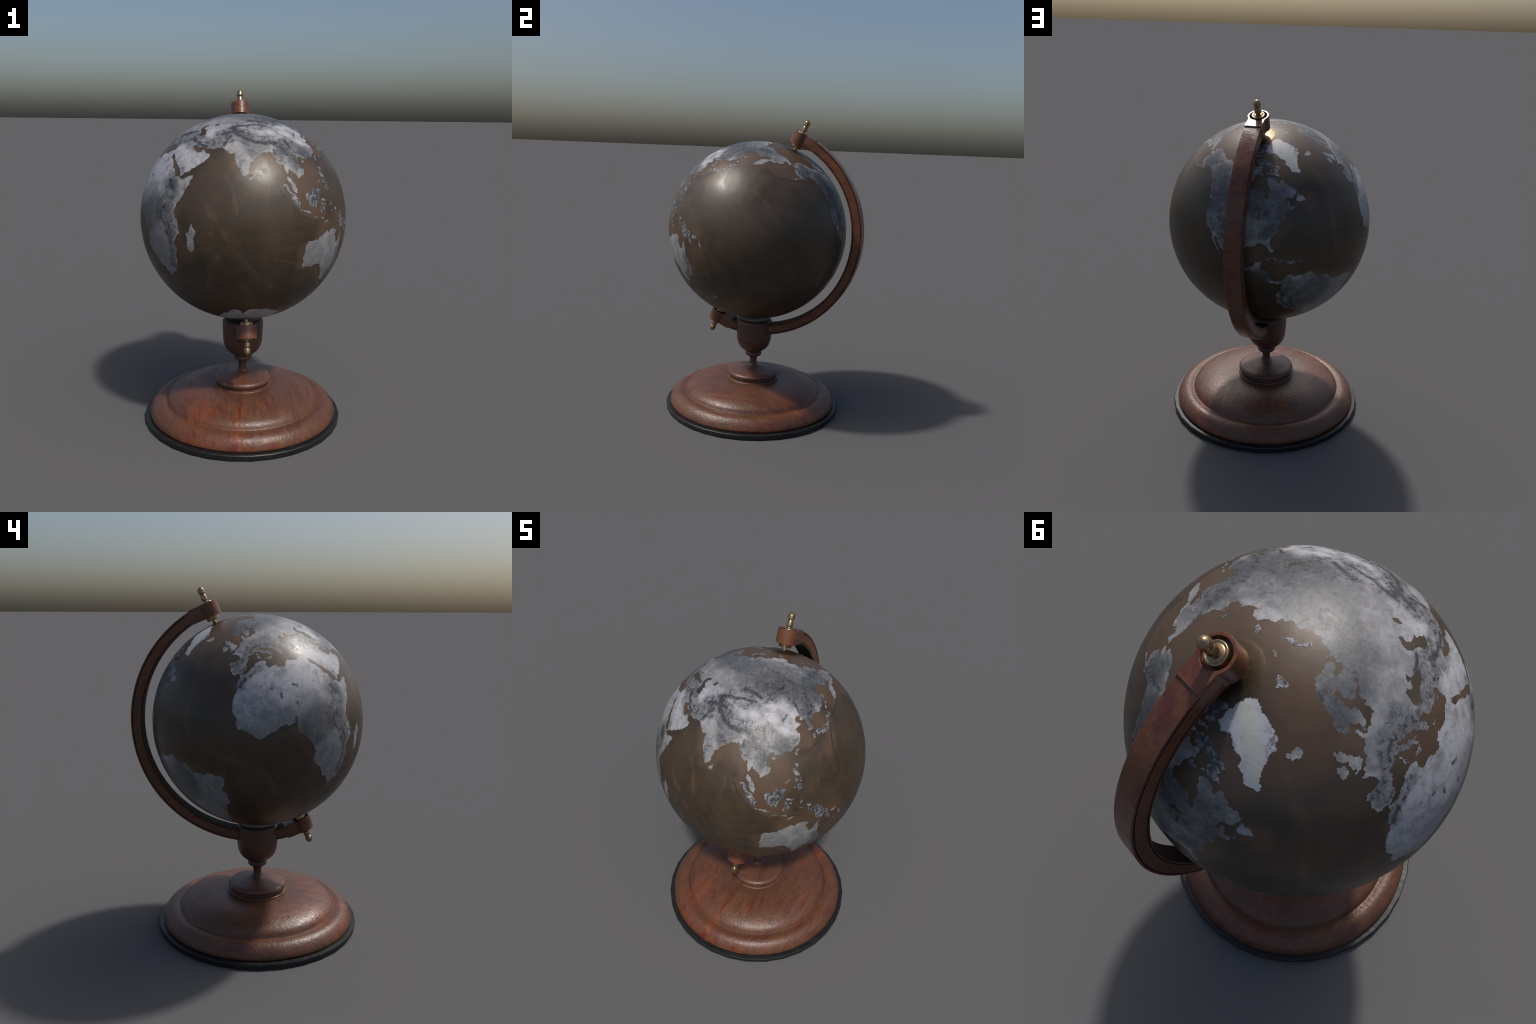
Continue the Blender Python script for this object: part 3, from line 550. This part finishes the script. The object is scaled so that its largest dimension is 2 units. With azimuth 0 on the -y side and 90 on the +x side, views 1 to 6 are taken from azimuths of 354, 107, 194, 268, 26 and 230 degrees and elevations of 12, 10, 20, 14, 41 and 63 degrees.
ISLANDS['north_new_zealand'] = [(172.8, -34.5), (175.5, -36.8), (178.4, -37.7), (177, -39.4), (175.3, -41.6), (174, -39.3), (174.8, -38)]
ISLANDS['south_new_zealand'] = [(172.8, -40.6), (174.2, -41.7), (172.8, -43.6), (170.8, -45.8), (168.5, -46.6), (166.6, -45.9), (168.5, -44), (171, -42.5)]
ISLANDS['tasmania'] = [(144.7, -40.7), (148.2, -40.9), (147.8, -43), (146.2, -43.5)]

# ------------------------------------------------------------------ land plates
def ragged(points, rng, rough=0.20, finest=0.22):
    """split every shore segment by midpoint displacement, in degrees on the ball"""
    def split(a, b):
        c = math.cos(math.radians((a[1] + b[1]) / 2))
        dx, dy = (b[0] - a[0]) * c, b[1] - a[1]
        L = math.hypot(dx, dy)
        if L < finest:
            return [a]
        k = rng.uniform(-rough, rough) * (1.7 if L < 1.0 else 1.1)
        m = ((a[0] + b[0]) / 2 - dy * k / max(c, .15), (a[1] + b[1]) / 2 + dx * k)
        return split(a, m) + split(m, b)
    out = []
    for a, b in zip(points, points[1:] + points[:1]):
        if abs(b[0] - a[0]) > 200:
            b = (b[0] - math.copysign(360, b[0] - a[0]), b[1])
        out += split(a, b)
    return out

def inside(x, y, loop):
    odd = False
    j = len(loop) - 1
    for i in range(len(loop)):
        xi, yi = loop[i]; xj, yj = loop[j]
        if (yi > y) != (yj > y) and x < (xj - xi) * (y - yi) / (yj - yi) + xi:
            odd = not odd
        j = i
    return odd

def land_plate(kind, loops, mat, parent, height, spacing=0.022):
    """loops[0] shore, the rest lakes; lists of unit direction vectors"""
    mid = sum((Vector(v) for v in loops[0]), Vector()).normalized()
    ex = mid.orthogonal().normalized(); ey = mid.cross(ex)
    def flat(d):
        d = Vector(d); k = math.sqrt(2 / max(1e-6, 1 + d.dot(mid)))
        return (d.dot(ex) * k, d.dot(ey) * k)
    def lift(x, y):
        s = x * x + y * y; k = math.sqrt(max(0, 1 - s / 4))
        return ex * (x * k) + ey * (y * k) + mid * (1 - s / 2)
    rings = [[flat(v) for v in lp] for lp in loops]
    pts, edges = [], []
    for r in rings:
        b = len(pts)
        pts += [Vector(p) for p in r]
        edges += [(b + i, b + (i + 1) % len(r)) for i in range(len(r))]
    xs = [p[0] for p in rings[0]]; ys = [p[1] for p in rings[0]]
    row = 0; y = min(ys)
    while y < max(ys):
        x = min(xs) + (row % 2) * spacing / 2
        cross = []
        for r in rings:
            for a, b in zip(r, r[1:] + r[:1]):
                if (a[1] > y) != (b[1] > y):
                    cross.append(a[0] + (b[0] - a[0]) * (y - a[1]) / (b[1] - a[1]))
        cross.sort()
        while x < max(xs):
            if sum(c < x for c in cross) % 2 and all(abs(c - x) > spacing * 0.3 for c in cross):
                pts.append(Vector((x, y)))
            x += spacing
        y += spacing * 0.866; row += 1
    v, e, f, *_ = delaunay_2d_cdt(pts, edges, [], 0, 1e-7)
    keep = []
    for t in f:
        cx = sum(v[i].x for i in t) / 3; cy = sum(v[i].y for i in t) / 3
        if inside(cx, cy, rings[0]) and not any(inside(cx, cy, r) for r in rings[1:]):
            keep.append(tuple(t))
    dirs = [lift(p.x, p.y) for p in v]
    verts = [d * height for d in dirs]
    count = {}
    for t in keep:
        for a, b in zip(t, t[1:] + t[:1]):
            count[(a, b)] = count.get((a, b), 0) + 1
    faces = list(keep)
    top, low = {}, {}
    for (a, b) in list(count):
        if (b, a) not in count:                   # shore: a short cliff down into the sea surface
            for i in (a, b):
                if i not in low:
                    verts.append(dirs[i] * height); top[i] = len(verts) - 1
                    verts.append(dirs[i] * (BALL_R - 0.003)); low[i] = len(verts) - 1
            faces.append((top[b], top[a], low[a], low[b]))
    used = sorted({i for t in faces for i in t}); idx = {o: k for k, o in enumerate(used)}
    me = bpy.data.meshes.new(kind)
    me.from_pydata([tuple(verts[i]) for i in used], [], [tuple(idx[i] for i in t) for t in faces])
    me.update()
    if me.polygons and me.polygons[0].normal.dot(me.polygons[0].center) < 0:
        me.flip_normals()
    for p in me.polygons:
        p.use_smooth = True
    me.materials.append(mat)
    return link(bpy.data.objects.new(kind, me), parent)

# ------------------------------------------------------------------ build
wood_base = wood_material('mahogany_base', (38, 10, 20), dust=0.55, dust_ring=0.66)
wood_turned = wood_material('mahogany_turned', (9, 9, 42), hue=(0.125, 0.040, 0.021), dust=0.75)
wood_disc = wood_material('mahogany_disc', (30, 8, 20), hue=(0.165, 0.050, 0.025), dust=0.7, dust_ring=0.36)
wood_arm = wood_material('mahogany_arm', (14, 11, 30), hue=(0.165, 0.047, 0.0190), dust=0.35, gloss=0.27, pits=0.13)
strip_dark = plain_dark_material('strip_black', (0.011, 0.008, 0.007, 1), 0.60, 0.15)
groove_dark = plain_dark_material('groove_black', (0.006, 0.004, 0.004, 1), 0.60, 0.15)
rubber = plain_dark_material('black_rubber', (0.010, 0.010, 0.0105, 1), 0.40, 0.40)
brass = brass_material('aged_brass')
brass_plate = brass_material('polar_brass', tone=0.40, rough=0.36)
sea = sea_material()
land = land_material()
isle = island_material()
ice = ice_material()

globe = link(bpy.data.objects.new('desk_globe', None))
globe.empty_display_size = 0.2
globe.location = (0, AXIS_Y, 0)
globe["label"] = "antique desk globe with brown seas on turned mahogany stand"
globe["category"] = "globe"

# --- stand
lathe('rubber_foot', [(0.0, 0.0), (0.600, 0.0), (0.6068, 0.004), (0.6068, 0.028), (0.603, 0.033), (0.52, 0.034), (0.0, 0.034)], 32, rubber, globe, angle=30)
base_profile = smooth_profile([(0.150, 0.1985), (0.178, 0.1990), (0.230, 0.1995), (0.285, 0.1975), (0.335, 0.1910), (0.380, 0.1800), (0.416, 0.1670), (0.443, 0.1525), (0.461, 0.1365), (0.470, 0.1210)], 4) \
    + smooth_profile([(0.4755, 0.1130), (0.484, 0.1135), (0.499, 0.1160), (0.517, 0.1158), (0.537, 0.1085), (0.556, 0.0930), (0.571, 0.0705), (0.5785, 0.0480), (0.5755, 0.0370), (0.567, 0.0300), (0.555, 0.0270)], 4) + [(0.50, 0.030)]
lathe('base', base_profile, 128, wood_base, globe, angle=50)
lathe('pedestal_disc', [(0.150, 0.1955), (0.1785, 0.1955)] + smooth_profile([(0.1795, 0.202), (0.1775, 0.2075), (0.172, 0.2100)], 3) + [(0.161, 0.2115), (0.159, 0.223)]
      + smooth_profile([(0.164, 0.225), (0.1725, 0.229), (0.1765, 0.237), (0.175, 0.246), (0.168, 0.2545), (0.155, 0.2600), (0.120, 0.2665), (0.085, 0.2730), (0.055, 0.2795), (0.036, 0.287), (0.028, 0.296)], 4),
      96, wood_disc, globe, angle=50)
lathe('stem', smooth_profile([(0.0300, 0.288), (0.0258, 0.300), (0.0243, 0.318), (0.0250, 0.335), (0.0275, 0.349), (0.0305, 0.357)], 4)
      + smooth_profile([(0.038, 0.3575), (0.048, 0.361), (0.0555, 0.369), (0.0575, 0.378), (0.0555, 0.387), (0.049, 0.394), (0.042, 0.396)], 4), 64, wood_turned, globe, angle=50)
lathe('cup', smooth_profile([(0.036, 0.393), (0.052, 0.3945), (0.074, 0.4065), (0.096, 0.426), (0.111, 0.451), (0.1185, 0.478), (0.1222, 0.515), (0.1242, 0.560), (0.1253, 0.607)], 5)
      + [(0.1238, 0.614), (0.1145, 0.6255), (0.1080, 0.6290), (0.1000, 0.6290), (0.0900, 0.6265), (0.0, 0.6200)], 96, wood_turned, globe, angle=35)

# --- tilted assembly: local z is the axis of rotation, local y points along the arm plane
TILT_M = Matrix.Translation((0, 0, BALL_Z)) @ Matrix.Rotation(-TILT, 4, 'X')

def tilted(obj):
    obj.matrix_local = TILT_M
    return obj

# arm: a grooved rectangular section swept along a circle round the ball
G1, G2, GW, GD = 0.7150, 0.6655, 0.0027, 0.0035
side = [(ARM_OUT - .0015, ARM_HALF), (G1 + GW, ARM_HALF), (G1 + GW, ARM_HALF - GD), (G1 - GW, ARM_HALF - GD), (G1 - GW, ARM_HALF),
        (G2 + GW, ARM_HALF), (G2 + GW, ARM_HALF - GD), (G2 - GW, ARM_HALF - GD), (G2 - GW, ARM_HALF), (ARM_IN + .0012, ARM_HALF), (ARM_IN, ARM_HALF - .0012)]
section = [(ARM_OUT, ARM_HALF - .0015)] + side + [(r, -x) for r, x in reversed(side)] + [(ARM_OUT, -ARM_HALF + .0015)]
def swept(name, section, a0, a1, n, mat, parent, angle=30):
    verts, faces, m = [], [], len(section)
    for i in range(n + 1):
        a = a0 + (a1 - a0) * i / n
        for r, x in section:
            verts.append((x, r * math.sin(a), r * math.cos(a)))
    for i in range(n):
        for k in range(m):
            faces.append((i * m + k, i * m + (k + 1) % m, (i + 1) * m + (k + 1) % m, (i + 1) * m + k))
    faces.append(tuple(range(m))); faces.append(tuple(n * m + k for k in range(m)))
    return mesh_object(name, verts, faces, mat, parent, angle=angle)
A0 = math.asin(0.085 / 0.69)
arm = tilted(swept('arm', section, A0, math.pi - A0, 120, wood_arm, globe))
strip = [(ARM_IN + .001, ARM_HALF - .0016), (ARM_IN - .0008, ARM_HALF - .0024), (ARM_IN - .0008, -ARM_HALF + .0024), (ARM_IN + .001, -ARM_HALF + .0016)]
swept('inner_strip', strip, A0 + .01, math.pi - A0 - .01, 120, strip_dark, arm)  # thin near-black strip added along the arm's inner face
for g in (G1, G2):                     # dark strips added just inside the grooves to blacken them
    for sx in (1, -1):
        line = [(g - GW - .0002, sx * (ARM_HALF - .0005)), (g + GW + .0002, sx * (ARM_HALF - .0005)), (g + GW + .0002, sx * (ARM_HALF - .004)), (g - GW - .0002, sx * (ARM_HALF - .004))]
        swept('groove_strip', line, A0 + .075, math.pi - A0 - .075, 120, groove_dark, arm)

# bearing heads: a round eye with a neck, bored from both ends
def bearing_head():
    R, NECK, END, BORE = 0.0580, ARM_HALF + 0.0006, 0.109, 0.0470
    angles = []
    corner = math.atan2(NECK, END)
    N = 96
    for i in range(N):
        angles.append(-math.pi + 2 * math.pi * (i + 0.5) / N)
    angles += [corner, -corner]
    angles.sort()
    def reach(a):
        c, s = math.cos(a), abs(math.sin(a))
        if c <= 0:
            return R
        box = min(END / c, NECK / s if s > 1e-6 else 9)
        k = 0.0035                                   # soft fillet where neck meets eye
        d = box - R
        return max(box, R) + max(0, k - abs(d)) ** 2 / (4 * k)
    rows = [(lambda a: BORE, 0.020, 1), (lambda a: BORE, 0.0015, 1), (lambda a: BORE + .0015, 0.0, 1), (lambda a: reach(a) - .0015, 0.0, 1), (lambda a: reach(a), 0.0015, 1),
            (lambda a: reach(a), 0.0015, 0), (lambda a: reach(a) - .0015, 0.0, 0), (lambda a: BORE + .0015, 0.0, 0), (lambda a: BORE, 0.0015, 0), (lambda a: BORE, 0.020, 0)]
    T0, T1 = 0.6440, 0.7235
    verts, faces = [], []
    m = len(angles)
    for fn, inset, upper in rows:
        z = T1 - inset if upper else T0 + inset
        for a in angles:
            r = fn(a)
            verts.append((r * math.sin(a), r * math.cos(a), z))
    for k in range(len(rows) - 1):
        for i in range(m):
            j = (i + 1) % m
            faces.append((k * m + i, k * m + j, (k + 1) * m + j, (k + 1) * m + i))
    verts += [(0, 0, T1 - 0.020), (0, 0, T0 + 0.020)]
    for i in range(m):
        j = (i + 1) % m
        faces.append((i, j, len(verts) - 2))
        faces.append(((len(rows) - 1) * m + i, (len(rows) - 1) * m + j, len(verts) - 1))
    return verts, faces
hv, hf = bearing_head()
head = tilted(mesh_object('bearing_head', hv, hf, wood_arm, globe, angle=35))
mirror = TILT_M @ Matrix.Rotation(math.pi, 4, 'Y')
head2 = head.copy(); link(head2, globe); head2.matrix_local = mirror

# brass fittings, profiles along the axis
finial = smooth_profile([(0.0130, 0.728), (0.0115, 0.734), (0.0125, 0.7395)], 3) + smooth_profile([(0.0150, 0.7400), (0.0184, 0.7420), (0.0190, 0.7460), (0.0180, 0.7570), (0.0166, 0.7660), (0.0146, 0.7695)], 4) \
    + smooth_profile([(0.0138, 0.7730), (0.0172, 0.7745), (0.0194, 0.7790), (0.0197, 0.7870), (0.0194, 0.7960), (0.0178, 0.8030), (0.0138, 0.8085), (0.0070, 0.8136), (0.0, 0.8145)], 4)
outer_washer = [(0.0, 0.7300), (0.0220, 0.7300), (0.0270, 0.7270)] + smooth_profile([(0.0300, 0.7285), (0.0335, 0.7285), (0.0358, 0.7262), (0.0362, 0.7230)], 3) + [(0.0362, 0.700), (0.0, 0.700)]
inner_washer = [(0.0, 0.665), (0.0362, 0.665), (0.0362, 0.6275), (0.0350, 0.6245), (0.0320, 0.6236), (0.0, 0.6236)]
pin = [(0.0, 0.630), (0.0100, 0.630), (0.0098, 0.612), (0.0112, 0.606), (0.0150, 0.6030), (0.0, 0.600)]
for nm, prof, seg in (('finial', finial, 40), ('outer_washer', outer_washer, 56), ('inner_washer', inner_washer, 56), ('pivot_pin', pin, 32)):
    o = tilted(lathe(nm, prof, seg, brass, globe, angle=45))
    o2 = o.copy(); link(o2, globe); o2.matrix_local = mirror

# --- ball: local frame has z to the north pole and x to longitude 0
spin = math.radians(-LON_SHIFT)
bm = bmesh.new()
bmesh.ops.create_icosphere(bm, subdivisions=7, radius=BALL_R)
me = bpy.data.meshes.new('ball'); bm.to_mesh(me); bm.free()
for p_ in me.polygons:
    p_.use_smooth = True
me.materials.append(sea)
ball = link(bpy.data.objects.new('ball', me), globe)
ball.matrix_local = TILT_M @ Matrix.Rotation(spin, 4, 'Z')

step = 0
rng = random.Random(11)
def unit(lon, lat):
    return direction(lon, lat)
for key, shore in CONTINENTS.items():
    loops = [[unit(*q) for q in ragged(shore, rng)]] + [[unit(*q) for q in ragged(l, rng, 0.1)] for l in LAKES.get(key, [])]
    land_plate('continent', loops, ice if key == 'antarctica' else land, ball, LAND_R + 2e-5 * step); step += 1
for key, shore in ISLANDS.items():
    loops = [[unit(*q) for q in ragged(shore, rng, 0.20, 0.16)]]
    mat_ = ice if key == 'greenland' else (land if key in ('britain', 'ireland', 'madagascar', 'newfoundland', 'victoria', 'banks', 'iceland') else isle)
    land_plate('island', loops, mat_, ball, LAND_R + 1e-5 * step, 0.02); step += 1

# brass plate at the north pole
cap = []
for i in range(13):
    a = math.radians(8.5 * (1 - i / 12))
    r = BALL_R + 0.0012 if i else BALL_R + 0.0005
    cap.append((r * math.sin(a), r * math.cos(a)))
lathe('polar_plate', cap, 64, brass_plate, ball, angle=60)
